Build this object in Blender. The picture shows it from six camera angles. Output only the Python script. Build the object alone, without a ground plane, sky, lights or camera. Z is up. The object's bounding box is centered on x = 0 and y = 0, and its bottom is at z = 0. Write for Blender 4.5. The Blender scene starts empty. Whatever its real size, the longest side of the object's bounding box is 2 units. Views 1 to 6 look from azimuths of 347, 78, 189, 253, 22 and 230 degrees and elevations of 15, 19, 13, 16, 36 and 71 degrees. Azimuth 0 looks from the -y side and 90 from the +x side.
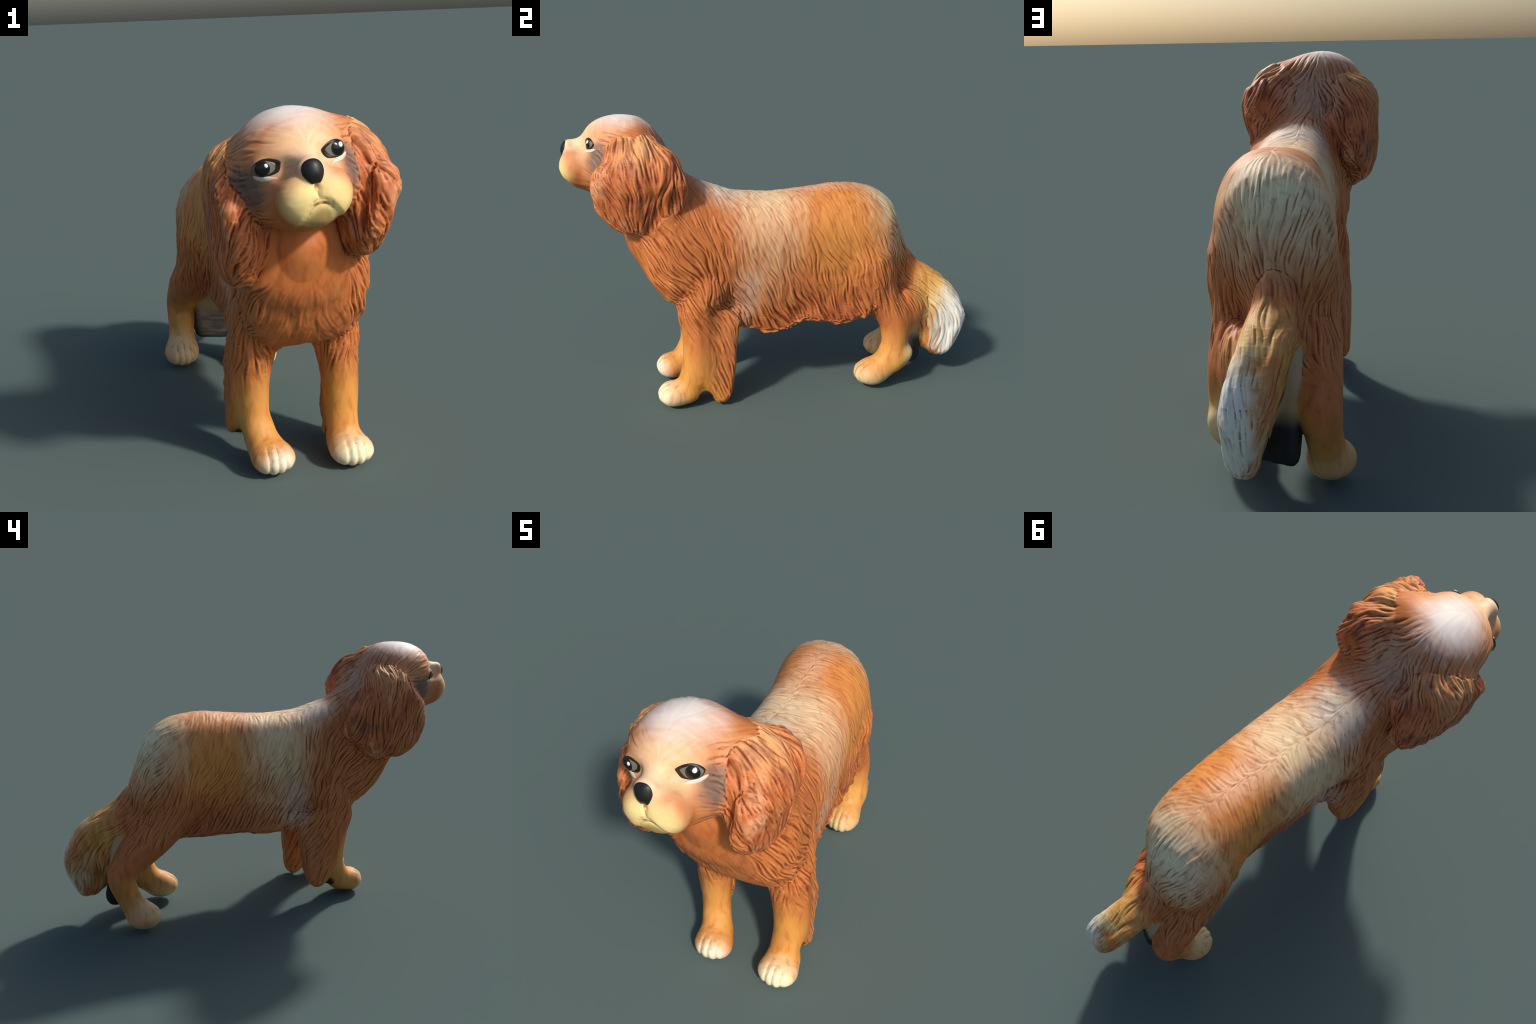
"""A painted toy spaniel dog, standing, head raised, long ears, feathered legs and a bushy hanging tail.

The body is modelled as a smooth blend of lofts, tapered limbs and thick ear flaps (implicit solids),
skinned once as one surface, combed with fur relief that follows a flow field, and then separated
into anatomical parts that share borders and normals.
"""
import bpy, math
import numpy as np

F = np.float32
TILE = 0.0060          # skinning cell in metres
# --------------------------------------------------------------------------- helpers


def curve_table(stations, samples=400):
    """Monotone cubic (PCHIP) through rows (t, v0, v1, ...) -> t grid and value grid."""
    s = np.array(stations, float)
    t, v = s[:, 0], s[:, 1:]
    h = np.diff(t)[:, None]
    d = np.diff(v, axis=0) / h
    m = np.zeros_like(v)
    m[0], m[-1] = d[0], d[-1]
    same = d[:-1] * d[1:] > 0
    w1, w2 = 2 * h[1:] + h[:-1], h[1:] + 2 * h[:-1]
    with np.errstate(divide="ignore", invalid="ignore"):
        hm = (w1 + w2) / (w1 / d[:-1] + w2 / d[1:])
    m[1:-1] = np.where(same, hm, 0)
    g = np.linspace(t[0], t[-1], samples)
    i = np.clip(np.searchsorted(t, g, "right") - 1, 0, len(t) - 2)
    u = ((g - t[i]) / h[i, 0])[:, None]
    a = (1 + 2 * u) * (1 - u) ** 2 * v[i] + u * (1 - u) ** 2 * h[i] * m[i]
    b = u * u * (3 - 2 * u) * v[i + 1] + u * u * (u - 1) * h[i] * m[i + 1]
    return g, a + b


def look_up(table, t):
    g, v = table
    f = np.clip((t - g[0]) / (g[-1] - g[0]), 0, 1) * (len(g) - 1)
    i = np.minimum(f.astype(np.int32), len(g) - 2)
    f = (f - i)[:, None]
    return v[i] * (1 - f) + v[i + 1] * f


def smin(a, b, k):
    h = np.maximum(k - np.abs(a - b), 0) / k
    return np.minimum(a, b) - h * h * k * 0.25


def smax(a, b, k):
    return -smin(-a, -b, k)


def smooth(a, b, x):
    t = np.clip((x - a) / (b - a), 0, 1)
    return t * t * (3 - 2 * t)


def round_cone(P, a, b, ra, rb, squash=None):
    """Tapered capsule; squash = (sx, sy, sz) stretches its section."""
    s = np.array(squash if squash else (1, 1, 1), float)
    a, b = np.array(a) / s, np.array(b) / s
    Q = P / s - a
    d = b - a
    t = np.clip(Q @ d / (d @ d), 0, 1)
    r = ra + (rb - ra) * t
    return (np.linalg.norm(Q - t[:, None] * d, axis=1) - r) * s.min()


def limb(P, points, per=5):
    """Tapered tube along a smooth curve through (x, y, z, radius)."""
    p = np.array([(*q, 0.0)[:4] for q in points], float)
    run = np.concatenate([[0], np.cumsum(np.linalg.norm(np.diff(p[:, :3], axis=0), axis=1))])
    p = curve_table(np.column_stack([run, p]), (len(p) - 1) * per + 1)[1]
    out = None
    for a, b in zip(p[:-1], p[1:]):
        f = round_cone(P, a[:3], b[:3], a[3], b[3])
        out = f if out is None else smin(out, f, 0.012)
    return out


def ellipsoid(P, c, r):
    Q = P - np.array(c)
    r = np.array(r, float)
    k0 = np.linalg.norm(Q / r, axis=1)
    k1 = np.linalg.norm(Q / (r * r), axis=1)
    return k0 * (k0 - 1) / np.maximum(k1, 1e-6)


def polygon_distance(u, v, outline):
    """Signed distance in the plane to a closed outline."""
    o = np.array(outline, float)
    d = np.full(u.shape, 1e9)
    s = np.ones(u.shape)
    for i in range(len(o)):
        a, b = o[i], o[i - 1]
        e = b - a
        wu, wv = u - a[0], v - a[1]
        t = np.clip((wu * e[0] + wv * e[1]) / (e @ e), 0, 1)
        d = np.minimum(d, (wu - e[0] * t) ** 2 + (wv - e[1] * t) ** 2)
        c1, c2, c3 = v >= a[1], v < b[1], e[0] * wv > e[1] * wu
        s = np.where((c1 & c2 & c3) | (~c1 & ~c2 & ~c3), -s, s)
    return s * np.sqrt(d)


def round_outline(points, times=2):
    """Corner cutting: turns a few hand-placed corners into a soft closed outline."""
    p = np.array(points, float)
    for _ in range(times):
        n = np.roll(p, -1, axis=0)
        p = np.stack([0.75 * p + 0.25 * n, 0.25 * p + 0.75 * n], 1).reshape(-1, 2)
    return p


def slab(P, axes, outline, mid, thick, r):
    """Thick flap: outline in two axes, centre sheet mid() along the third, rounded rim."""
    u, v, w = P[:, axes[0]], P[:, axes[1]], P[:, axes[2]]
    d = polygon_distance(u, v, outline) + r
    z = np.abs(w - mid(u, v)) - thick(u, v) + r
    return np.minimum(np.maximum(d, z), 0) + np.hypot(np.maximum(d, 0), np.maximum(z, 0)) - r


# --------------------------------------------------------------------------- the dog's form

# trunk, neck and rump: y, ridge x, widest z, top, bottom, left reach, right reach,
#                       roundness of the back, taper of the left flank, of the right flank, squareness of the belly
TRUNK = curve_table([
    (-0.718, 0.000, 0.866, 0.869, 0.863, 0.004, 0.004, 2.0, 0.0, 0.0, 2.0),
    (-0.712, 0.000, 0.855, 0.940, 0.800, 0.090, 0.095, 2.0, 0.0, 0.0, 2.0),
    (-0.700, 0.000, 0.830, 1.000, 0.740, 0.135, 0.142, 2.0, 0.0, 0.0, 2.0),
    (-0.650, 0.010, 0.780, 1.135, 0.642, 0.190, 0.182, 2.0, 0.0, 0.0, 2.3),
    (-0.588, 0.020, 0.740, 1.175, 0.550, 0.232, 0.192, 2.0, 0.0, 0.0, 2.8),
    (-0.515, 0.025, 0.720, 1.110, 0.486, 0.250, 0.196, 2.0, 0.0, 0.05, 3.1),
    (-0.420, 0.025, 0.710, 1.048, 0.455, 0.243, 0.188, 2.0, 0.08, 0.12, 3.0),
    (-0.320, 0.020, 0.720, 1.010, 0.425, 0.232, 0.180, 2.1, 0.18, 0.25, 2.8),
    (-0.200, 0.018, 0.740, 0.978, 0.375, 0.227, 0.165, 2.3, 0.26, 0.42, 2.8),
    (-0.060, 0.017, 0.750, 0.972, 0.368, 0.222, 0.158, 2.4, 0.27, 0.48, 3.0),
    (0.120, 0.012, 0.770, 0.990, 0.388, 0.213, 0.158, 2.4, 0.27, 0.48, 3.0),
    (0.290, 0.005, 0.780, 1.010, 0.400, 0.206, 0.182, 2.3, 0.27, 0.42, 3.0),
    (0.400, 0.000, 0.760, 1.002, 0.410, 0.201, 0.204, 2.2, 0.22, 0.28, 2.6),
    (0.500, -0.008, 0.730, 0.964, 0.430, 0.182, 0.212, 2.1, 0.10, 0.10, 2.4),
    (0.572, -0.018, 0.700, 0.886, 0.470, 0.128, 0.185, 2.0, 0.0, 0.0, 2.0),
    (0.615, -0.028, 0.660, 0.770, 0.540, 0.078, 0.135, 2.0, 0.0, 0.0, 2.0),
    (0.643, -0.028, 0.640, 0.680, 0.600, 0.035, 0.060, 2.0, 0.0, 0.0, 2.0),
    (0.652, -0.028, 0.640, 0.644, 0.636, 0.004, 0.004, 2.0, 0.0, 0.0, 2.0),
])
# hair curtains hanging along the belly, left and right
CURTAIN_A = round_outline([(-0.21, 0.37), (-0.13, 0.345), (-0.04, 0.328), (0.03, 0.335), (0.10, 0.385), (0.18, 0.385), (0.25, 0.365), (0.33, 0.372), (0.45, 0.41), (0.45, 0.60), (-0.21, 0.60)], 1)
CURTAIN_B = round_outline([(-0.13, 0.385), (0.00, 0.38), (0.15, 0.405), (0.36, 0.40), (0.44, 0.42), (0.44, 0.58), (-0.13, 0.58)], 1)


def trunk(P):
    v = look_up(TRUNK, P[:, 1])
    x, z = P[:, 0] - v[:, 0], P[:, 2] - v[:, 1]
    up, left = z > 0, x > 0
    lean = 0.16 * smooth(-0.30, -0.05, P[:, 1]) * smooth(0.50, 0.30, P[:, 1])
    z = np.where(up, z, np.minimum(z + lean * x * smooth(0, -0.15, z), 0))
    h = np.where(up, v[:, 2] - v[:, 1], v[:, 1] - v[:, 3])
    w = np.where(left, v[:, 4], v[:, 5])
    w = w * (1 - np.where(left, v[:, 7], v[:, 8]) * np.clip(-z / h, 0, 1.1) ** 1.7)
    p = np.where(up, v[:, 6], v[:, 9])
    r = np.hypot(x, z) + 1e-6
    c, s = np.abs(z) / r, np.abs(x) / r
    R = ((c / h) ** p + (s / w) ** p) ** (-1 / p)
    f = (r - R) * 0.85
    thin = lambda y, z: 0.030 - 0.08 * np.clip(z - 0.42, 0, 0.17)
    f = smin(f, slab(P, (1, 2, 0), CURTAIN_A, lambda y, z: 0.158 + 0.10 * (z - 0.40), thin, 0.022), 0.05)
    f = smin(f, slab(P, (1, 2, 0), CURTAIN_B, lambda y, z: -0.086 - 0.06 * (z - 0.40), thin, 0.022), 0.05)
    g = TRUNK[0]
    over = np.maximum(g[0] - P[:, 1], P[:, 1] - g[-1])
    f = np.where(over > 0, np.hypot(np.maximum(f, 0), over), f)
    return smin(f, ellipsoid(P, (-0.005, -0.640, 0.87), (0.140, 0.098, 0.170)), 0.08)      # throat


HEAD_AT = np.array([-0.040, -0.75, 1.10])
TILT = math.radians(11)
HEAD_AXES = np.array([[math.cos(TILT), 0, math.sin(TILT)], [0, 1, 0], [-math.sin(TILT), 0, math.cos(TILT)]])


def head(P):
    Q = (P - HEAD_AT) @ HEAD_AXES.T
    f = ellipsoid(Q, (0.0, 0.030, 0.055), (0.168, 0.165, 0.155))            # skull
    f = smin(f, ellipsoid(Q, (0.005, -0.035, 0.084), (0.145, 0.115, 0.103)), 0.05)   # brow
    f = smin(f, ellipsoid(Q, (0.010, -0.03, -0.030), (0.158, 0.135, 0.120)), 0.06)   # cheeks
    muzzle = ellipsoid(Q, (0.0, -0.13, -0.030), (0.106, 0.112, 0.098))
    bridge = round_cone(Q, (0, -0.20, 0.066), (0, -0.09, 0.068), 0.033, 0.045)
    lips = smin(ellipsoid(Q, (0.046, -0.184, -0.018), (0.066, 0.066, 0.074)),
                ellipsoid(Q, (-0.042, -0.178, -0.016), (0.066, 0.064, 0.072)), 0.02)
    chin = ellipsoid(Q, (0.0, -0.128, -0.070), (0.072, 0.088, 0.050))
    m = smin(smin(smin(muzzle, bridge, 0.04), lips, 0.03), chin, 0.03)
    f = smin(f, m, 0.035)
    for side in (1, -1):
        f = smax(f, -ellipsoid(Q, (side * 0.085, -0.168, 0.078), (0.040, 0.036, 0.026)), 0.03)   # eye socket
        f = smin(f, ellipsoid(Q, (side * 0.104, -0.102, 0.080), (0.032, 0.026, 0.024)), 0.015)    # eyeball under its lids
    flat = Q * np.array([1, 0, 1])
    arch = [(-0.066, 0, -0.125), (-0.056, 0, -0.085), (-0.038, 0, -0.050), (-0.018, 0, -0.028), (0.0, 0, -0.020),
            (0.018, 0, -0.028), (0.038, 0, -0.050), (0.056, 0, -0.085), (0.066, 0, -0.125)]
    line = np.minimum(limb(flat, arch, 2), limb(flat, [(0, 0, 0.045), (0, 0, -0.020)], 2))
    front = smooth(-0.10, -0.17, Q[:, 1])
    f = f + 0.005 * np.exp(-(np.maximum(line, 0) / 0.007) ** 2) * front                       # mouth and philtrum
    chin = smooth(0.012, -0.012, np.abs(Q[:, 0]) - 0.060 * np.sqrt(np.clip((-0.022 - Q[:, 2]) / 0.09, 0, 1))) * smooth(-0.022, -0.034, Q[:, 2])
    f = f + 0.008 * chin * front                                                              # chin set back between the lips
    f = smin(f, nose(P), 0.012)
    dome = smax(ellipsoid(P, (0.016, -0.682, 1.06), (0.264, 0.122, 0.228)), 1.02 - P[:, 2], 0.06)       # crown running out into the ear roots
    return smin(f, dome, 0.05)


def nose(P):
    Q = (P - HEAD_AT) @ HEAD_AXES.T
    return smin(ellipsoid(Q, (0, -0.213, 0.068), (0.037, 0.018, 0.024)), ellipsoid(Q, (0, -0.222, 0.046), (0.024, 0.018, 0.020)), 0.02)


EAR_A = round_outline([(-0.68, 1.235), (-0.770, 1.205), (-0.79, 1.15), (-0.865, 1.12), (-0.860, 0.96), (-0.79, 0.865), (-0.62, 0.825),
                       (-0.52, 0.865), (-0.465, 0.97), (-0.450, 1.06), (-0.495, 1.14), (-0.59, 1.22)])
EAR_B = round_outline([(-0.60, 1.19), (-0.69, 1.20), (-0.72, 1.12), (-0.815, 1.02), (-0.815, 0.87), (-0.715, 0.77), (-0.57, 0.75),
                       (-0.47, 0.83), (-0.400, 0.88), (-0.415, 0.98), (-0.48, 1.05), (-0.55, 1.13)])
# how far out the ear hangs at each height: left, right
EAR_DROP = curve_table([(0.72, 0.180, 0.175), (0.80, 0.190, 0.212), (0.88, 0.202, 0.235), (0.98, 0.228, 0.240), (1.07, 0.250, 0.248),
                        (1.15, 0.225, 0.225), (1.22, 0.165, 0.160), (1.32, 0.080, 0.080)])


def ear(P, side):
    rim = EAR_A if side > 0 else EAR_B
    i = 0 if side > 0 else 1
    y0 = -0.66 if side > 0 else -0.64
    mid = lambda y, z: side * (look_up(EAR_DROP, z)[:, i] - 0.9 * (y - y0) ** 2)
    f = slab(P, (1, 2, 0), rim, mid, lambda y, z: 0.040 + 0 * y, 0.034)
    root = ((0.125, -0.67, 1.15), (0.125, 0.110, 0.100)) if side > 0 else ((-0.155, -0.62, 1.120), (0.115, 0.100, 0.095))
    f = smin(f, ellipsoid(P, *root), 0.04)
    if side > 0:
        f = smin(f, ellipsoid(P, (0.165, -0.575, 1.115), (0.100, 0.085, 0.090)), 0.04)
        f = smin(f, ellipsoid(P, (0.140, -0.725, 1.10), (0.070, 0.085, 0.130)), 0.04)
    fill = ((0.180, -0.70, 1.00), (0.080, 0.120, 0.165)) if side > 0 else ((-0.19, -0.67, 0.94), (0.075, 0.110, 0.160))
    f = smin(f, ellipsoid(P, *fill), 0.04)
    behind = ((0.120, -0.560, 1.05), (0.095, 0.085, 0.105)) if side > 0 else ((-0.140, -0.530, 0.99), (0.080, 0.085, 0.120))
    return smin(f, ellipsoid(P, *behind), 0.04)


def toes(P, f, c, r):
    """Grooves between the toes over the front of a paw."""
    front = smooth(c[1] + 0.1 * r[1], c[1] - 0.6 * r[1], P[:, 1]) * smooth(c[2] + 1.6 * r[2], c[2] + 0.8 * r[2], P[:, 2])
    for t in (-0.38, 0.02, 0.42):
        x = P[:, 0] - c[0] - t * r[0]
        f = f + 0.0045 * np.exp(-(x / 0.008) ** 2) * front
    return f


def foreleg(P, side):
    if side > 0:
        column = limb(P, [(0.180, -0.36, 0.56, 0.095), (0.196, -0.402, 0.45, 0.078), (0.204, -0.398, 0.36, 0.064), (0.212, -0.405, 0.20, 0.053), (0.210, -0.425, 0.09, 0.056)])
        paw = smin(ellipsoid(P, (0.215, -0.470, 0.058), (0.072, 0.090, 0.052)), ellipsoid(P, (0.218, -0.510, 0.056), (0.076, 0.060, 0.048)), 0.03)
        feather = slab(P, (1, 2, 0), round_outline([(-0.42, 0.48), (-0.19, 0.47), (-0.212, 0.32), (-0.215, 0.14), (-0.235, 0.02), (-0.30, 0.01), (-0.345, 0.09), (-0.40, 0.16)]),
                       lambda y, z: 0.225 - 0.7 * np.maximum(z - 0.22, 0) ** 2, lambda y, z: 0.036 + 0.10 * np.clip(-0.2 - y, 0, 0.15), 0.028)
        sole = ellipsoid(P, (0.210, -0.37, 0.065), (0.030, 0.070, 0.030))
    else:
        column = limb(P, [(-0.090, -0.37, 0.56, 0.095), (-0.104, -0.396, 0.45, 0.076), (-0.112, -0.386, 0.36, 0.062), (-0.110, -0.380, 0.20, 0.052), (-0.090, -0.412, 0.10, 0.056)])
        paw = smin(ellipsoid(P, (-0.076, -0.460, 0.066), (0.068, 0.088, 0.055)), ellipsoid(P, (-0.066, -0.490, 0.060), (0.074, 0.062, 0.052)), 0.03)
        feather = slab(P, (1, 2, 0), round_outline([(-0.42, 0.50), (-0.165, 0.475), (-0.195, 0.32), (-0.205, 0.20), (-0.235, 0.09), (-0.30, 0.08), (-0.36, 0.15)]),
                       lambda y, z: -0.142 + 0.5 * np.maximum(z - 0.22, 0) ** 2, lambda y, z: 0.042 + 0.08 * np.clip(-0.2 - y, 0, 0.15), 0.028)
        sole = ellipsoid(P, (-0.110, -0.37, 0.100), (0.030, 0.070, 0.030))
        sole = np.minimum(sole, ellipsoid(P, (-0.075, -0.200, 0.420), (0.050, 0.080, 0.060)))      # elbow tuft
    f = smin(column, paw, 0.035)
    f = smin(f, feather, 0.05)
    f = smin(f, sole, 0.03)
    return toes(P, f, (0.218, -0.505, 0.056) if side > 0 else (-0.066, -0.487, 0.060), (0.076, 0.066, 0.050))


def hindleg(P, side):
    if side > 0:
        f = limb(P, [(0.090, 0.42, 0.64, 0.120), (0.105, 0.515, 0.46, 0.080), (0.120, 0.590, 0.32, 0.068), (0.125, 0.595, 0.23, 0.060), (0.125, 0.575, 0.16, 0.060)])
        heel = limb(P, [(0.140, 0.645, 0.185, 0.040), (0.128, 0.60, 0.148, 0.058), (0.124, 0.51, 0.090, 0.060)])
        f = smin(f, heel, 0.03)
        f = smin(f, ellipsoid(P, (0.090, 0.635, 0.38), (0.050, 0.085, 0.110)), 0.05)     # hair behind the thigh
        f = smin(f, ellipsoid(P, (0.123, 0.480, 0.076), (0.076, 0.080, 0.061)), 0.035)
    else:
        f = limb(P, [(-0.085, 0.42, 0.64, 0.120), (-0.130, 0.54, 0.47, 0.098), (-0.170, 0.67, 0.36, 0.078), (-0.188, 0.735, 0.27, 0.064), (-0.198, 0.705, 0.17, 0.055), (-0.206, 0.655, 0.085, 0.060)])
        f = smin(f, ellipsoid(P, (-0.214, 0.635, 0.070), (0.078, 0.082, 0.060)), 0.035)
    return toes(P, f, (0.127, 0.470, 0.080) if side > 0 else (-0.210, 0.625, 0.068), (0.072, 0.076, 0.058))


PLUME = round_outline([(0.54, 0.79), (0.65, 0.665), (0.75, 0.592), (0.865, 0.528), (0.948, 0.437), (0.998, 0.325), (0.958, 0.20), (0.915, 0.115), (0.86, 0.105),
                       (0.79, 0.15), (0.72, 0.20), (0.65, 0.33), (0.59, 0.56)])
# sway of the tail and half its thickness at each height
TAIL_SWAY = curve_table([(0.05, 0.024, 0.046), (0.15, 0.022, 0.050), (0.25, 0.012, 0.062), (0.38, -0.006, 0.078), (0.52, -0.038, 0.076), (0.66, -0.052, 0.052), (0.80, -0.03, 0.045)])


def tail(P):
    sway = lambda y, z: look_up(TAIL_SWAY, z)[:, 0]
    thick = lambda y, z: look_up(TAIL_SWAY, z)[:, 1]
    return slab(P, (1, 2, 0), PLUME, sway, thick, 0.045)


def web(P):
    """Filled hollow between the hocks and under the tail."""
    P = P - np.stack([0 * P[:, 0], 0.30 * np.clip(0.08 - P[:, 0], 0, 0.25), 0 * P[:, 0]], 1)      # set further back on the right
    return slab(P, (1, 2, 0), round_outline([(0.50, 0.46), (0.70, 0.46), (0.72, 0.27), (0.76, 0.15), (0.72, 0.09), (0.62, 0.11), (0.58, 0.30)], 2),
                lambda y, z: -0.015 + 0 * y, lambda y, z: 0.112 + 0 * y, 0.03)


PARTS = [  # name, solid, blend with what came before, box that holds it
    ("torso", trunk, 0.0, ((-0.25, -0.75, 0.3), (0.30, 0.66, 1.2))),
    ("foreleg", lambda P: foreleg(P, 1), 0.04, ((0.05, -0.60, 0.0), (0.32, -0.18, 0.68))),
    ("foreleg", lambda P: foreleg(P, -1), 0.04, ((-0.25, -0.56, 0.0), (0.02, -0.16, 0.68))),
    ("hindleg", lambda P: hindleg(P, 1), 0.06, ((-0.05, 0.28, 0.0), (0.24, 0.70, 0.78))),
    ("hindleg", lambda P: hindleg(P, -1), 0.06, ((-0.30, 0.28, 0.0), (0.05, 0.82, 0.78))),
    ("tail", tail, 0.09, ((-0.13, 0.48, 0.1), (0.12, 1.02, 0.80))),
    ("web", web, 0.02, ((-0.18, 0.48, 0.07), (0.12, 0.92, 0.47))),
    ("head", head, 0.05, ((-0.30, -1.02, 0.9), (0.29, -0.54, 1.33))),
    ("ear", lambda P: ear(P, 1), 0.040, ((-0.02, -0.88, 0.80), (0.33, -0.43, 1.31))),
    ("ear", lambda P: ear(P, -1), 0.040, ((-0.33, -0.84, 0.74), (-0.02, -0.36, 1.26))),
]
REACH = 0.07


def body(P, each=False):
    """Blend of all parts; a part is worked out only near its box."""
    P = np.asarray(P, float)
    f, parts = None, []
    for _, solid, k, (lo, hi) in PARTS:
        out = np.linalg.norm(np.maximum(np.maximum(np.array(lo) - P, P - np.array(hi)), 0), axis=1)
        g = out + 0.02
        near = out < REACH
        if near.any():
            g[near] = solid(P[near])
        parts.append(g)
        f = g if f is None else smin(f, g, k)
    return (f, np.stack(parts, 1)) if each else f


def in_chunks(fn, P, size=120000):
    return np.concatenate([fn(P[i:i + size]) for i in range(0, len(P), size)])


def gradient(P, e=0.002):
    g = np.zeros_like(P)
    for d in np.array([(1, 1, 1), (1, -1, -1), (-1, 1, -1), (-1, -1, 1)], float):
        g += in_chunks(body, P + d * e)[:, None] * d / (4 * e)
    return g


# --------------------------------------------------------------------------- skinning


def skin(lo, hi, h):
    """Surface nets over the implicit body, evaluated only near its surface."""
    n = np.ceil((np.array(hi) - lo) / h).astype(int) + 1
    B = 6
    nb = np.ceil(n / B).astype(int)
    n = nb * B + 1
    c = [lo[a] + (np.arange(nb[a]) + 0.5) * B * h for a in range(3)]
    C = np.stack(np.meshgrid(*c, indexing="ij"), -1).reshape(-1, 3)
    d = in_chunks(body, C).reshape(nb)
    near = np.abs(d) < B * h * 1.9
    vol = np.repeat(np.repeat(np.repeat(d, B, 0), B, 1), B, 2).astype(F)
    vol = np.pad(vol, ((0, 1),) * 3, mode="edge")
    need = np.zeros(n, bool)
    big = np.repeat(np.repeat(np.repeat(near, B, 0), B, 1), B, 2)
    need[:-1, :-1, :-1] |= big
    need[1:, 1:, 1:] |= big
    idx = np.argwhere(need)
    vol[need] = in_chunks(body, np.array(lo) + idx * h).astype(F)
    inside = vol < 0
    corners = [(i, j, k) for i in (0, 1) for j in (0, 1) for k in (0, 1)]
    m = n - 1
    cnt = sum(inside[i:i + m[0], j:j + m[1], k:k + m[2]].astype(np.int8) for i, j, k in corners)
    active = (cnt > 0) & (cnt < 8)
    cells = np.argwhere(active)
    ids = np.full(m, -1, np.int64)
    ids[active] = np.arange(len(cells))
    acc, wt = np.zeros((len(cells), 3)), np.zeros(len(cells))
    for a in range(8):
        for b in range(a + 1, 8):
            ca, cb = np.array(corners[a]), np.array(corners[b])
            if np.abs(ca - cb).sum() != 1:
                continue
            va, vb = vol[tuple((cells + ca).T)], vol[tuple((cells + cb).T)]
            cross = (va < 0) != (vb < 0)
            t = np.where(cross, va / np.where(cross, va - vb, 1), 0)
            acc += np.where(cross[:, None], ca + t[:, None] * (cb - ca), 0)
            wt += cross
    V = np.array(lo) + (cells + acc / wt[:, None]) * h
    quads = []
    for a in range(3):
        b, c2 = (a + 1) % 3, (a + 2) % 3
        s0 = [slice(1, -1)] * 3
        s1 = [slice(1, -1)] * 3
        s0[a], s1[a] = slice(0, -1), slice(1, None)
        i0, i1 = inside[tuple(s0)], inside[tuple(s1)]
        base = np.argwhere(i0 != i1)
        flip = i0[i0 != i1]
        base[:, b] += 1
        base[:, c2] += 1
        eb, ec = np.eye(3, dtype=int)[b], np.eye(3, dtype=int)[c2]
        q = np.stack([ids[tuple((base - o).T)] for o in (eb + ec, ec, 0 * eb, eb)], 1)
        q[~flip] = q[~flip, ::-1]
        quads.append(q)
    return V, np.concatenate(quads)


def subdivide(V, Q):
    """Split every quad into four."""
    e = np.concatenate([Q[:, [i, (i + 1) % 4]] for i in range(4)])
    key = np.sort(e, 1)
    k = key[:, 0] * len(V) + key[:, 1]
    u, first, inv = np.unique(k, return_index=True, return_inverse=True)
    E = len(V) + inv.reshape(4, -1).T
    mid = V[key[first]].mean(1)
    cen = V[Q].mean(1)
    Cn = len(V) + len(u) + np.arange(len(Q))
    out = [np.stack([Q[:, i], E[:, i], Cn, E[:, i - 1]], 1) for i in range(4)]
    return np.concatenate([V, mid, cen]), np.concatenate(out)


def relax(V, Q, times, pull=0.5):
    e = np.concatenate([Q[:, [i, (i + 1) % 4]] for i in range(4)])
    e = np.concatenate([e, e[:, ::-1]])
    deg = np.bincount(e[:, 0], minlength=len(V))[:, None]
    for _ in range(times):
        s = np.stack([np.bincount(e[:, 0], V[e[:, 1], a], len(V)) for a in range(3)], 1) / deg
        V = V + pull * (s - V)
    return V


def settle(V, times=2):
    for _ in range(times):
        f, g = in_chunks(body, V), gradient(V)
        g2 = np.maximum((g * g).sum(1), 0.05)
        V = V - np.clip(f / g2, -0.01, 0.01)[:, None] * g
    return V



# --------------------------------------------------------------------------- combed fur

rng = np.random.default_rng(7)
TABLE = rng.standard_normal((64, 64, 64)).astype(F)


def noise3(P, cell, shift=0.0):
    """Smooth 3D value noise with the given lattice spacing."""
    p = P / cell + shift
    i = np.floor(p).astype(np.int64)
    f = (p - i).astype(F)
    f = f * f * (3 - 2 * f)
    i &= 63
    j = (i + 1) & 63
    out = 0
    for a in (0, 1):
        wa, ia = (f[:, 0], j[:, 0]) if a else (1 - f[:, 0], i[:, 0])
        for b in (0, 1):
            wb, ib = (f[:, 1], j[:, 1]) if b else (1 - f[:, 1], i[:, 1])
            out = out + wa * wb * (TABLE[ia, ib, i[:, 2]] * (1 - f[:, 2]) + TABLE[ia, ib, j[:, 2]] * f[:, 2])
    return out


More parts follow.
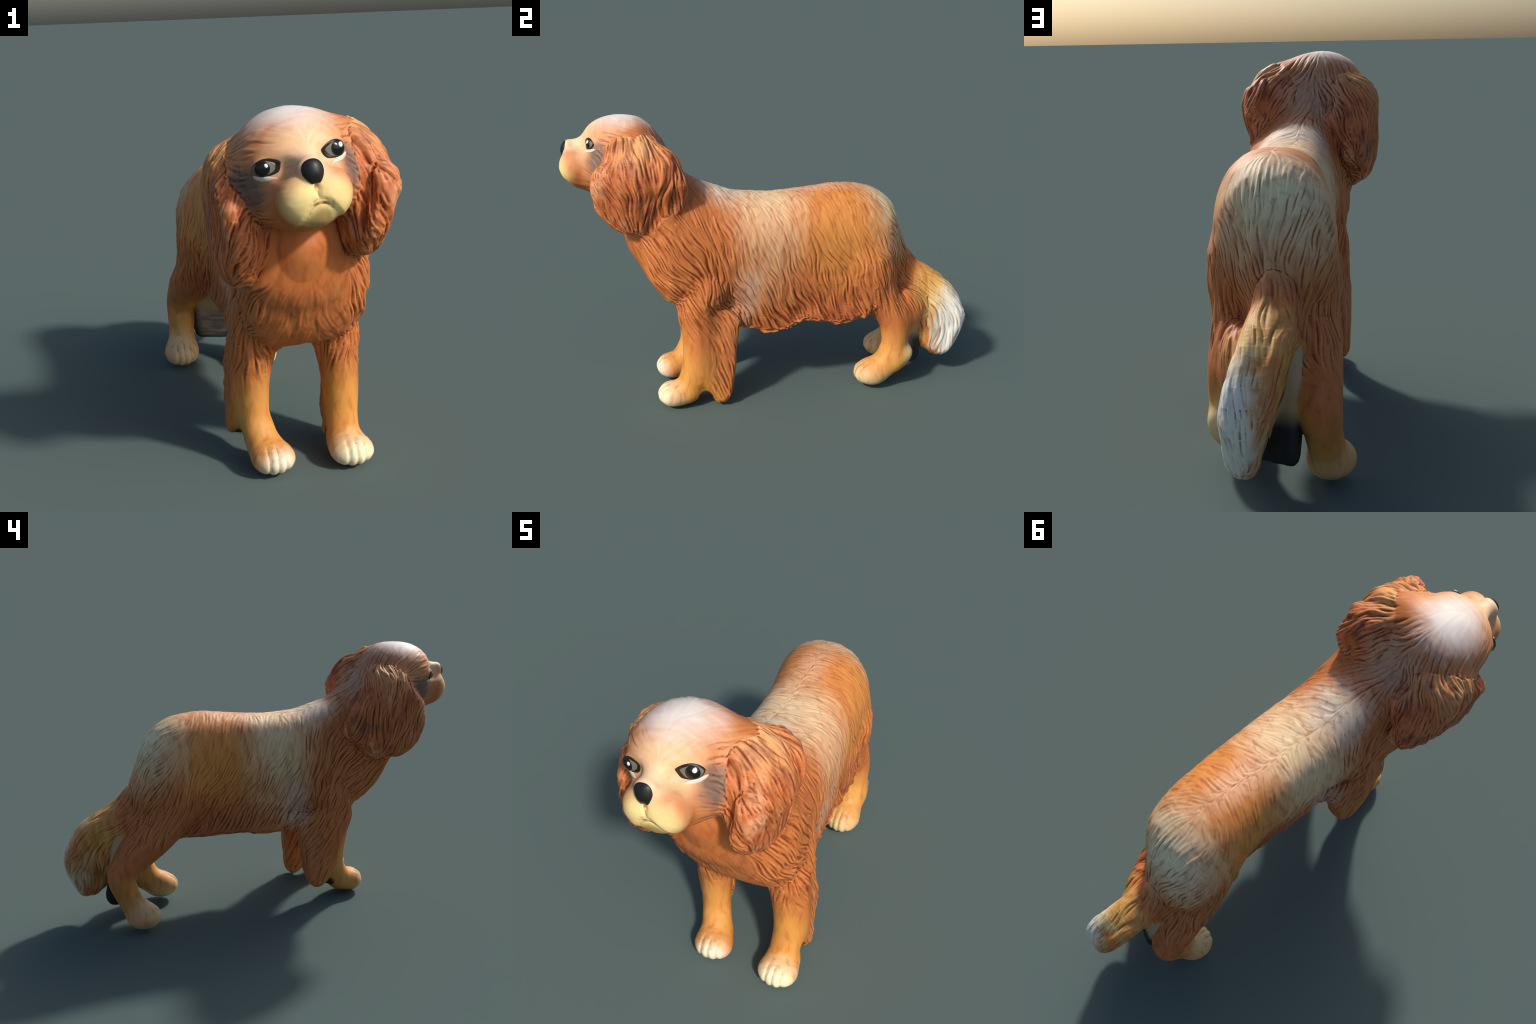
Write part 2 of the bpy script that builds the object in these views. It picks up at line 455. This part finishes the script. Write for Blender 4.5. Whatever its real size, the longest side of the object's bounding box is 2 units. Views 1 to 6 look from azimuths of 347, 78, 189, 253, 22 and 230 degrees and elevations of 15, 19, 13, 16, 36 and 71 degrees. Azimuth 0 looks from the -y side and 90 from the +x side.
def fur_direction(P, part, n):
    """Which way the hair lies, by body part; kept tangent to the skin."""
    x, y, z = P.T
    side = np.tanh((x - 0.012) / 0.02)
    D = np.stack([0.9 * side, 0.45 + 0 * y, -1.0 + 0 * z], 1)                        # flanks: away from the spine, down and back
    chest = smooth(-0.30, -0.42, y)[:, None]
    D = D * (1 - chest) + chest * np.stack([0.3 * side, 0.75 + 0 * y, -0.75 + 0 * z], 1)
    nape = (smooth(-0.38, -0.46, y) * smooth(0.90, 1.02, z))[:, None]
    D = D * (1 - nape) + nape * np.stack([0.9 * np.tanh((x + 0.03) / 0.08), 0.8 + 0 * y, -0.4 + 0 * z], 1)
    rump = smooth(0.25, 0.50, y)[:, None]
    D = D * (1 - rump) + rump * np.stack([-0.5 * x / 0.2, 0.6 + 0 * y, -1.0 + 0 * z], 1)
    name = np.array([p[0] for p in PARTS])[part]
    face = name == "head"
    back = smooth(-0.80, -0.62, y)[:, None]
    F_ = (1 - back) * np.stack([0.6 * np.tanh((x + 0.04) / 0.05), 1.0 + 0 * y, -0.35 + 0 * z], 1) + back * np.stack([0.9 * np.tanh((x + 0.03) / 0.08), 0.8 + 0 * y, -0.4 + 0 * z], 1)
    D[face] = F_[face]
    ear_ = name == "ear"
    D[ear_] = np.stack([0.5 * np.sign(x), 0.12 + 0.9 * smooth(-0.55, -0.40, y), -1.0 + 0 * z], 1)[ear_]
    leg = (name == "foreleg") | (name == "hindleg")
    D[leg] = np.stack([0 * x, 0.5 + 0 * y, -1.0 + 0 * z], 1)[leg]
    t = name == "tail"
    D[t] = np.stack([0 * x, smooth(0.20, 0.50, z) * 0.9 + 0.05, -1.0 + 0 * z], 1)[t]
    D = D - (D * n).sum(1)[:, None] * n
    return D / (np.linalg.norm(D, axis=1)[:, None] + 1e-6)


def comb(P, D, n, cell, length, wave, shift, steps=7):
    """Noise smeared along the lie of the hair: long strands that wander and merge."""
    total, weight = noise3(P, cell, shift), 1.0
    for sign in (1, -1):
        p, d = P.copy(), D
        for k in range(1, steps + 1):
            w = np.stack([noise3(p, 0.07, 11.3 + a * 7.7) for a in range(3)], 1) * wave
            d = D + w
            d = d - (d * n).sum(1)[:, None] * n
            d /= np.linalg.norm(d, axis=1)[:, None] + 1e-6
            p = p + sign * d * (length / steps)
            g = math.exp(-2.0 * (k / steps) ** 2)
            total = total + g * noise3(p, cell, shift)
            weight += g
    v = total / math.sqrt(weight)
    return v / v.std()


def fur_depth(P, part):
    """Height of the hair relief in metres for strands, locks."""
    x, y, z = P.T
    name = np.array([p[0] for p in PARTS])[part]
    fine = 0.0012 + 0.0014 * smooth(0.92, 0.62, z)
    lock = 0.0008 + 0.0018 * smooth(0.85, 0.60, z)
    chest = smooth(-0.15, -0.35, y) * smooth(0.95, 0.85, z)
    bare = smooth(0.19, 0.12, np.abs(x - 0.02)) * smooth(-0.42, -0.52, y)
    fine += 0.0018 * chest * (1 - bare) - 0.0014 * bare
    lock += 0.0024 * chest * (1 - bare) - 0.0010 * bare
    low = smooth(0.62, 0.45, z) * smooth(-0.25, -0.1, y) * smooth(0.55, 0.40, y)
    fine += 0.0010 * low
    lock += 0.0065 * low * (x > 0) + 0.001 * low
    nape = smooth(-0.36, -0.46, y) * smooth(0.95, 1.02, z)
    fine += 0.0018 * nape
    rear = smooth(0.45, 0.58, y)
    fine += 0.0012 * rear
    lock += 0.0012 * rear
    belly = (z < 0.43) & (np.abs(x) < 0.13)
    fine[belly] *= 0.3
    head_ = name == "head"
    fine[head_] = (0.0003 + 0.0017 * smooth(-0.92, -0.82, y) * smooth(1.29, 1.22, z) + 0.0016 * smooth(-0.70, -0.60, y))[head_]
    lock[head_] = 0.0006
    for side in (1, -1):                                                             # smooth skin around the eyes and nose
        q = (P - HEAD_AT) @ HEAD_AXES.T
        bare = smooth(0.045, 0.075, np.linalg.norm(q - np.array([side * 0.104, -0.125, 0.080]), axis=1))
        bare = bare * smooth(0.045, 0.07, np.linalg.norm(q - np.array([0, -0.235, 0.058]), axis=1))
        fine[head_] *= bare[head_]
        lock[head_] *= bare[head_]
    e = name == "ear"
    fine[e], lock[e] = 0.0034, 0.0062
    leg = (name == "foreleg") | (name == "hindleg")
    feather = smooth(-0.36, -0.30, y) * (y < 0) + smooth(0.36, 0.44, z) * (y > 0) + smooth(0.30, 0.42, z) * (y < 0)
    fine[leg] = (0.0003 + 0.0028 * np.clip(feather, 0, 1))[leg]
    lock[leg] = (0.0003 + 0.0035 * np.clip(feather, 0, 1))[leg]
    t = name == "tail"
    fine[t], lock[t] = 0.0022, 0.0036
    w = name == "web"
    fine[w], lock[w] = 0.0004, 0.001
    return fine, lock


V, Q = skin((-0.42, -1.10, -0.08), (0.44, 1.10, 1.44), TILE)
V = settle(relax(V, Q, 2), 1)
V, Q = subdivide(V, Q)
V = settle(V, 1)
normal = gradient(V)
normal /= np.linalg.norm(normal, axis=1)[:, None] + 1e-9

dist = np.concatenate([body(V[i:i + 120000], True)[1] for i in range(0, len(V), 120000)])
part = dist.argmin(1)


def soften(values, times):
    return relax(values, Q, times)


D = soften(fur_direction(V, part, normal), 14)
fine, lock = soften(np.stack(fur_depth(V, part) + (0 * V[:, 0],), 1), 8)[:, :2].T
strands = comb(V, D, normal, 0.0088, 0.055, 0.26, 0.0)
locks = comb(V, D, normal, 0.026, 0.080, 0.30, 29.0, 5)
relief = fine * np.tanh(0.9 * strands) + lock * np.tanh(0.8 * locks)
SKIN = V.copy()
V = V + normal * relief[:, None]


def vertex_normals(V, Q):
    fn = np.cross(V[Q[:, 2]] - V[Q[:, 0]], V[Q[:, 3]] - V[Q[:, 1]])
    n = np.stack([sum(np.bincount(Q[:, i], fn[:, a], len(V)) for i in range(4)) for a in range(3)], 1)
    return n / (np.linalg.norm(n, axis=1)[:, None] + 1e-12)


normal = vertex_normals(V, Q)
face_part = dist[Q].mean(1).argmin(1)

# --------------------------------------------------------------------------- paint


class Paint:
    """Small node-graph writer for one material."""

    def __init__(self, name, base, rough=0.55):
        self.m = bpy.data.materials.new(name)
        self.m.use_nodes = True
        self.t = self.m.node_tree
        self.bsdf = self.t.nodes["Principled BSDF"]
        self.bsdf.inputs["Roughness"].default_value = rough
        self.bsdf.inputs["Specular IOR Level"].default_value = 0.35
        self.co = self.node("ShaderNodeTexCoord").outputs["Object"]
        self.colour = self.rgb(base)

    def node(self, kind, **settings):
        n = self.t.nodes.new(kind)
        for k, v in settings.items():
            setattr(n, k, v)
        return n

    def put(self, socket, value):
        if hasattr(value, "is_output"):
            self.t.links.new(value, socket)
        elif hasattr(socket.default_value, "__len__") and len(socket.default_value) == 4 and len(value) == 3:
            socket.default_value = (*value, 1)
        else:
            socket.default_value = value

    def rgb(self, c):
        n = self.node("ShaderNodeRGB")
        n.outputs[0].default_value = (*c, 1)
        return n.outputs[0]

    def math(self, op, a, b=0.0, c=0.0):
        n = self.node("ShaderNodeMath", operation=op)
        for s_, v in zip(n.inputs, (a, b, c)):
            self.put(s_, v)
        return n.outputs[0]

    def vec(self, op, a, b=(0, 0, 0), c=(0, 0, 0)):
        n = self.node("ShaderNodeVectorMath", operation=op)
        for s_, v in zip(n.inputs, (a, b, c)):
            self.put(s_, v)
        return n.outputs["Value" if op == "LENGTH" else "Vector"]

    def noise(self, co, scale, detail=2.0, colour=False):
        n = self.node("ShaderNodeTexNoise")
        self.put(n.inputs["Vector"], co)
        n.inputs["Scale"].default_value = scale
        n.inputs["Detail"].default_value = detail
        return n.outputs["Color" if colour else "Fac"]

    def ramp(self, v, a, b, lo=0.0, hi=1.0):
        n = self.node("ShaderNodeMapRange", interpolation_type="SMOOTHSTEP")
        for s_, x in zip(n.inputs, (v, a, b, lo, hi)):
            self.put(s_, x)
        return n.outputs[0]

    def ragged(self, amount=0.5):
        """Object coordinates shaken by streaky noise, so that patches end in hair tips."""
        if not hasattr(self, "_rag"):
            st = self.vec("MULTIPLY", self.co, (12, 34, 9))
            k = self.noise(st, 1.0, 3.0)
            self._rag = self.math("SUBTRACT", k, 0.5)
        return self.math("MULTIPLY", self._rag, amount)

    def blob(self, centre, radii, soft=0.6, rag=0.5):
        """Mask: 1 inside an ellipsoid, fading over its outer part."""
        d = self.vec("SUBTRACT", self.co, centre)
        d = self.vec("DIVIDE", d, radii)
        r = self.math("ADD", self.vec("LENGTH", d), self.ragged(rag))
        return self.ramp(r, 1.0, 1.0 - soft)

    def layer(self, mask, colour, amount=1.0, blend="MIX"):
        n = self.node("ShaderNodeMix", data_type="RGBA", blend_type=blend)
        self.put(n.inputs["Factor"], self.math("MULTIPLY", mask, amount))
        self.put(n.inputs["A"], self.colour)
        self.put(n.inputs["B"], self.rgb(colour) if not hasattr(colour, "is_output") else colour)
        self.colour = n.outputs["Result"]

    def streaks(self, scale, amount, dark, light, wash=0.8, skip=None):
        """Hair-wise paint: stretched noise, and a brown wash settled between the strands with dry-brushed tips."""
        w = self.vec("SUBTRACT", self.noise(self.co, 9.0, 1.0, True), (0.5, 0.5, 0.5))
        co = self.vec("MULTIPLY_ADD", w, (0.05, 0.05, 0.05), self.co)
        k = self.noise(self.vec("MULTIPLY", co, scale), 1.0, 3.0)
        amount = self.math("MULTIPLY_ADD", skip, -amount, amount) if skip else amount
        self.layer(self.ramp(k, 0.50, 0.30), dark, amount, "MULTIPLY")
        self.layer(self.ramp(k, 0.52, 0.70), light, amount, "SCREEN")
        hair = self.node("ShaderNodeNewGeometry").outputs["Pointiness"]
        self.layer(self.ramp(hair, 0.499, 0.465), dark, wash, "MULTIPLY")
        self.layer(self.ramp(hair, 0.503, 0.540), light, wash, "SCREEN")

    def done(self):
        self.put(self.bsdf.inputs["Base Color"], self.colour)
        return self.m


def coat_paint():
    p = Paint("coat", (0.56, 0.170, 0.045))
    L = p.layer
    L(p.blob((0.0, 0.26, 0.80), (0.45, 0.36, 0.32), 0.7), (0.76, 0.30, 0.065))          # orange flanks
    L(p.blob((0.0, 0.24, 0.40), (0.45, 0.38, 0.20), 0.7), (0.46, 0.120, 0.038))         # red-brown fringe
    L(p.blob((0.0, -0.08, 0.86), (0.45, 0.28, 0.50), 1.0), (0.88, 0.67, 0.40))          # cream shoulder band
    L(p.blob((0.0, -0.17, 0.55), (0.45, 0.13, 0.26), 0.9), (0.66, 0.48, 0.36), 0.8)     # its greyer foot
    L(p.blob((0.01, 0.18, 1.00), (0.10, 0.30, 0.08), 0.9), (0.78, 0.44, 0.26), 0.7)     # pinkish spine
    L(p.blob((-0.03, 0.56, 0.92), (0.36, 0.28, 0.38), 1.0), (0.84, 0.74, 0.47))         # cream rump
    L(p.blob((0.0, -0.29, 1.00), (0.24, 0.18, 0.15), 0.9), (0.80, 0.66, 0.51), 0.9)     # pale withers
    # legs
    L(p.blob((0.20, -0.44, 0.10), (0.14, 0.26, 0.34), 0.5, 0.3), (0.70, 0.30, 0.060))
    L(p.blob((-0.10, -0.44, 0.10), (0.14, 0.26, 0.34), 0.5, 0.3), (0.68, 0.30, 0.070))
    L(p.blob((-0.02, 0.62, 0.12), (0.36, 0.30, 0.32), 0.5, 0.3), (0.74, 0.36, 0.085))
    L(p.blob((0.225, -0.28, 0.26), (0.10, 0.10, 0.22), 0.6, 0.4), (0.56, 0.19, 0.06), 0.7)
    L(p.blob((-0.15, -0.28, 0.28), (0.10, 0.10, 0.22), 0.6, 0.4), (0.54, 0.18, 0.06), 0.7)
    L(p.blob((0.22, -0.56, 0.03), (0.14, 0.17, 0.13), 0.7, 0.1), (0.94, 0.84, 0.55))
    L(p.blob((-0.055, -0.55, 0.04), (0.11, 0.11, 0.10), 0.7, 0.1), (0.86, 0.77, 0.58))
    L(p.blob((0.13, 0.47, 0.03), (0.13, 0.22, 0.13), 0.8, 0.1), (0.93, 0.76, 0.40))
    L(p.blob((0.13, 0.67, 0.18), (0.10, 0.08, 0.12), 0.8, 0.2), (0.86, 0.72, 0.42), 0.8)
    L(p.blob((-0.21, 0.62, 0.05), (0.12, 0.15, 0.17), 0.8, 0.1), (0.84, 0.69, 0.42))
    L(p.blob((-0.02, 0.70, 0.28), (0.10, 0.12, 0.16), 0.7, 0.2), (0.74, 0.58, 0.36), 0.7)
    # tail
    L(p.blob((0.0, 0.80, 0.45), (0.20, 0.19, 0.24), 0.8, 0.7), (0.80, 0.46, 0.12))
    L(p.blob((0.04, 0.90, 0.34), (0.15, 0.16, 0.24), 0.7, 0.6), (0.86, 0.72, 0.40))
    L(p.blob((0.07, 1.00, 0.27), (0.13, 0.24, 0.33), 0.5, 0.5), (0.82, 0.81, 0.74))
    # underside and dark paint standing in for gaps on the solid web beneath the front feathers
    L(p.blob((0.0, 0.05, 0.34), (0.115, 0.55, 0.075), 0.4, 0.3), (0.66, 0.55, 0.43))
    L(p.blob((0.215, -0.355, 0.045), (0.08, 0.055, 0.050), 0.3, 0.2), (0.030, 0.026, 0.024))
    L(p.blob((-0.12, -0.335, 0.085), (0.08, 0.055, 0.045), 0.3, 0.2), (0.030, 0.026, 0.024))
    # head
    L(p.blob((-0.03, -0.76, 1.14), (0.28, 0.22, 0.22), 0.4, 0.3), (0.66, 0.28, 0.115))
    L(p.blob((-0.02, -0.54, 1.12), (0.24, 0.18, 0.22), 0.8, 0.6), (0.52, 0.32, 0.22), 0.9)
    L(p.blob((-0.035, -0.88, 1.20), (0.16, 0.14, 0.13), 0.7, 0.3), (0.88, 0.54, 0.30))
    L(p.blob((-0.06, -0.74, 1.32), (0.21, 0.22, 0.14), 0.9, 0.4), (0.88, 0.79, 0.71))
    L(p.blob((-0.045, -0.96, 1.17), (0.08, 0.10, 0.10), 0.8, 0.2), (0.90, 0.66, 0.43), 0.8)
    L(p.blob((-0.035, -0.93, 1.12), (0.15, 0.11, 0.085), 0.8, 0.5), (0.80, 0.48, 0.27), 0.75)
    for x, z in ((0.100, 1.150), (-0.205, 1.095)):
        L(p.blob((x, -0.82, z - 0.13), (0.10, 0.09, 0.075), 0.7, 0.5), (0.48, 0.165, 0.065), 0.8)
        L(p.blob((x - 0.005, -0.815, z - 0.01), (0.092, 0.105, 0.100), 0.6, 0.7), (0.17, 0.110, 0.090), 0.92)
    L(p.blob((-0.035, -0.975, 1.070), (0.135, 0.105, 0.095), 0.5, 0.15), (0.94, 0.72, 0.31))
    L(p.blob((-0.028, -0.985, 1.005), (0.048, 0.09, 0.062), 0.5, 0.1), (0.42, 0.26, 0.085), 0.8)
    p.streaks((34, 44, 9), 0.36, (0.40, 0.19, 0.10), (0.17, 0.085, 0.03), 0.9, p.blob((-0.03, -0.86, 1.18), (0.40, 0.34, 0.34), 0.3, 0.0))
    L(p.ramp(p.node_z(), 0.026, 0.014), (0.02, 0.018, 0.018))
    return p.done()


def node_z(self):
    n = self.node("ShaderNodeSeparateXYZ")
    self.put(n.inputs[0], self.co)
    return n.outputs[2]


Paint.node_z = node_z


def ear_paint():
    p = Paint("ear_coat", (0.55, 0.155, 0.045))
    for x, y, z in ((0.20, -0.68, 1.25), (-0.2, -0.64, 1.20)):
        p.layer(p.blob((x, y, z), (0.20, 0.18, 0.18), 0.9), (0.76, 0.36, 0.135))
    p.layer(p.blob((-0.02, -0.54, 1.12), (0.22, 0.16, 0.20), 0.8, 0.6), (0.52, 0.30, 0.19), 0.8)
    k = p.noise(p.co, 8.0, 3.0)
    p.layer(p.ramp(k, 0.52, 0.68), (0.26, 0.062, 0.025), 0.7)
    p.layer(p.ramp(k, 0.46, 0.32), (0.70, 0.32, 0.16), 0.7)
    p.streaks((24, 55, 9), 0.5, (0.36, 0.17, 0.11), (0.20, 0.09, 0.04), 0.9)
    return p.done()


def plain(name, colour, rough=0.4):
    return Paint(name, colour, rough).done()


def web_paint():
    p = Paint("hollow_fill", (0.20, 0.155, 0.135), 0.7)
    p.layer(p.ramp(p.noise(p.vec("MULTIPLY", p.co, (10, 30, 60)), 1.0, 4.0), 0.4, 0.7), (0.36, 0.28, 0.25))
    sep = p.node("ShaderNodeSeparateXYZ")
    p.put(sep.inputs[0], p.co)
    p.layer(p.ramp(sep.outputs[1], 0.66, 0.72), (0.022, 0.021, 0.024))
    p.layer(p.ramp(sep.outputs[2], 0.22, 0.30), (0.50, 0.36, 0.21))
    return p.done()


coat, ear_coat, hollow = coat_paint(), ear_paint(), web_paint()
black = plain("nose_paint", (0.012, 0.012, 0.014), 0.45)

# --------------------------------------------------------------------------- objects

scene = bpy.context.scene.collection
dog = bpy.data.objects.new("toy_dog", None)
scene.objects.link(dog)
dog["label"] = "painted brown and cream spaniel dog figurine standing"
dog["category"] = "dog figurine"
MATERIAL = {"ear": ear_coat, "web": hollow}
made = {}


def add(name, me, parent, material):
    me.materials.append(material)
    ob = bpy.data.objects.new(name, me)
    scene.objects.link(ob)
    ob.parent = parent
    return ob


def part_mesh(name, faces, parent, material):
    """Cut a region out of the body; it keeps the whole body's normals so that no seam shows."""
    used, inv = np.unique(faces, return_inverse=True)
    me = bpy.data.meshes.new(name)
    me.from_pydata(V[used].tolist(), [], inv.reshape(-1, 4).tolist())
    me.polygons.foreach_set("use_smooth", np.ones(len(faces), bool))
    me.normals_split_custom_set_from_vertices(normal[used].tolist())
    return add(name, me, parent, material)


centre = SKIN[Q].mean(1)
for i, (name, *_) in enumerate(PARTS):
    mine = face_part == i
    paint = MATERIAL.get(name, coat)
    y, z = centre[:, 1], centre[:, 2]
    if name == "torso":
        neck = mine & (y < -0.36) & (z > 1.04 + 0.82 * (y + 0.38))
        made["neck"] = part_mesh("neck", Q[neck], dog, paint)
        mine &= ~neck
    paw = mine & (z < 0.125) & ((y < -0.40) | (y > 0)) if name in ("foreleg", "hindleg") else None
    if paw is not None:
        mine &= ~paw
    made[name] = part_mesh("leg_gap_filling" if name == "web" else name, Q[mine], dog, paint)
    if paw is not None:
        part_mesh("paw", Q[paw], made[name], paint)


def paint_patch(name, centre, right, up, rim, lift, bulge, material, parent, rings=10):
    """A thick dab of paint or an eye: a star-shaped outline laid on the skin, domed, with a rim that dips under it."""
    rim = np.array(rim, float)
    n = len(rim)
    pts, h = [np.zeros(2)], [lift + bulge]
    for k in range(1, rings + 1):
        t = min(k / (rings - 1), 1.0)
        pts += list(rim * t * (1.03 if k == rings else 1))
        h += [lift + bulge * (1 - t * t) if k < rings else -0.003] * n
    pts, h = np.array(pts), np.array(h)
    P = np.array(centre) + pts[:, :1] * np.array(right) + pts[:, 1:] * np.array(up)
    P = settle(P, 5)
    g = gradient(P)
    g /= np.linalg.norm(g, axis=1)[:, None]
    P = P + g * h[:, None]
    faces = [(0, 1 + j, 1 + (j + 1) % n) for j in range(n)]
    for k in range(rings - 1):
        a, b = 1 + k * n, 1 + (k + 1) * n
        faces += [(a + j, b + j, b + (j + 1) % n, a + (j + 1) % n) for j in range(n)]
    me = bpy.data.meshes.new(name)
    me.from_pydata(P.tolist(), [], faces)
    me.polygons.foreach_set("use_smooth", np.ones(len(faces), bool))
    return add(name, me, parent, material)


def almond(a, b_up, b_low, sharp=0.62, n=64):
    th = np.arange(n) * 2 * np.pi / n
    c, s_ = np.cos(th), np.sin(th)
    return np.stack([a * c, np.where(s_ > 0, b_up, b_low) * np.sign(s_) * np.abs(s_) ** (1 / sharp)], 1)


def disc(r, n=32):
    th = np.arange(n) * 2 * np.pi / n
    return np.stack([r * np.cos(th), r * np.sin(th)], 1)


lid = plain("eye_rim_paint", (0.020, 0.014, 0.012))
white = plain("eye_white_paint", (0.17, 0.17, 0.14))
iris = plain("iris_paint", (0.010, 0.011, 0.010), 0.15)
glint = plain("glint_paint", (0.85, 0.85, 0.80))
under = plain("eyelid_paint", (0.70, 0.64, 0.52))
for side in (1, -1):
    c = HEAD_AT + np.array([side * 0.106, -0.126, 0.080]) @ HEAD_AXES
    droop = -0.05 * side
    right = np.array([0.80, 0.60 * side, droop]) @ HEAD_AXES
    up = np.array([-droop * 0.8, -0.05, 1.0]) @ HEAD_AXES
    eye = paint_patch("eye", c, right, up, almond(0.044, 0.031, 0.024), 0.0014, 0.0, lid, made["head"])
    paint_patch("eye_white", c, right, up, almond(0.036, 0.0215, 0.0195), 0.0028, 0.0, white, made["head"])
    off = np.array(right) * 0.004 * side + np.array(up) * 0.002
    paint_patch("iris", c + off, right, up, disc(0.0205), 0.0042, 0.0012, iris, made["head"])
    paint_patch("glint", c + off + right * 0.009 + up * 0.005, right, up, disc(0.0058, 16), 0.0062, 0.0010, glint, made["head"], 4)
    paint_patch("eyelid", c + right * 0.010 * side - up * 0.028, right + up * 0.18 * side, up, almond(0.040, 0.006, 0.010, 0.9), 0.0022, 0.002, under, made["head"], 6)
snout = HEAD_AT + np.array([0, -0.235, 0.058]) @ HEAD_AXES
t = np.arange(40) * 2 * np.pi / 40
rim = np.stack([0.036 * np.sign(np.cos(t)) * np.abs(np.cos(t)) ** 0.8 * (1 + 0.35 * np.minimum(np.sin(t), 0)), np.where(np.sin(t) > 0, 0.036, 0.036) * np.sin(t)], 1)
paint_patch("nose", snout, np.array([1.0, 0, 0]) @ HEAD_AXES, np.array([0, 0.35, 0.94]) @ HEAD_AXES, rim, 0.0015, 0.004, black, made["head"], 14)
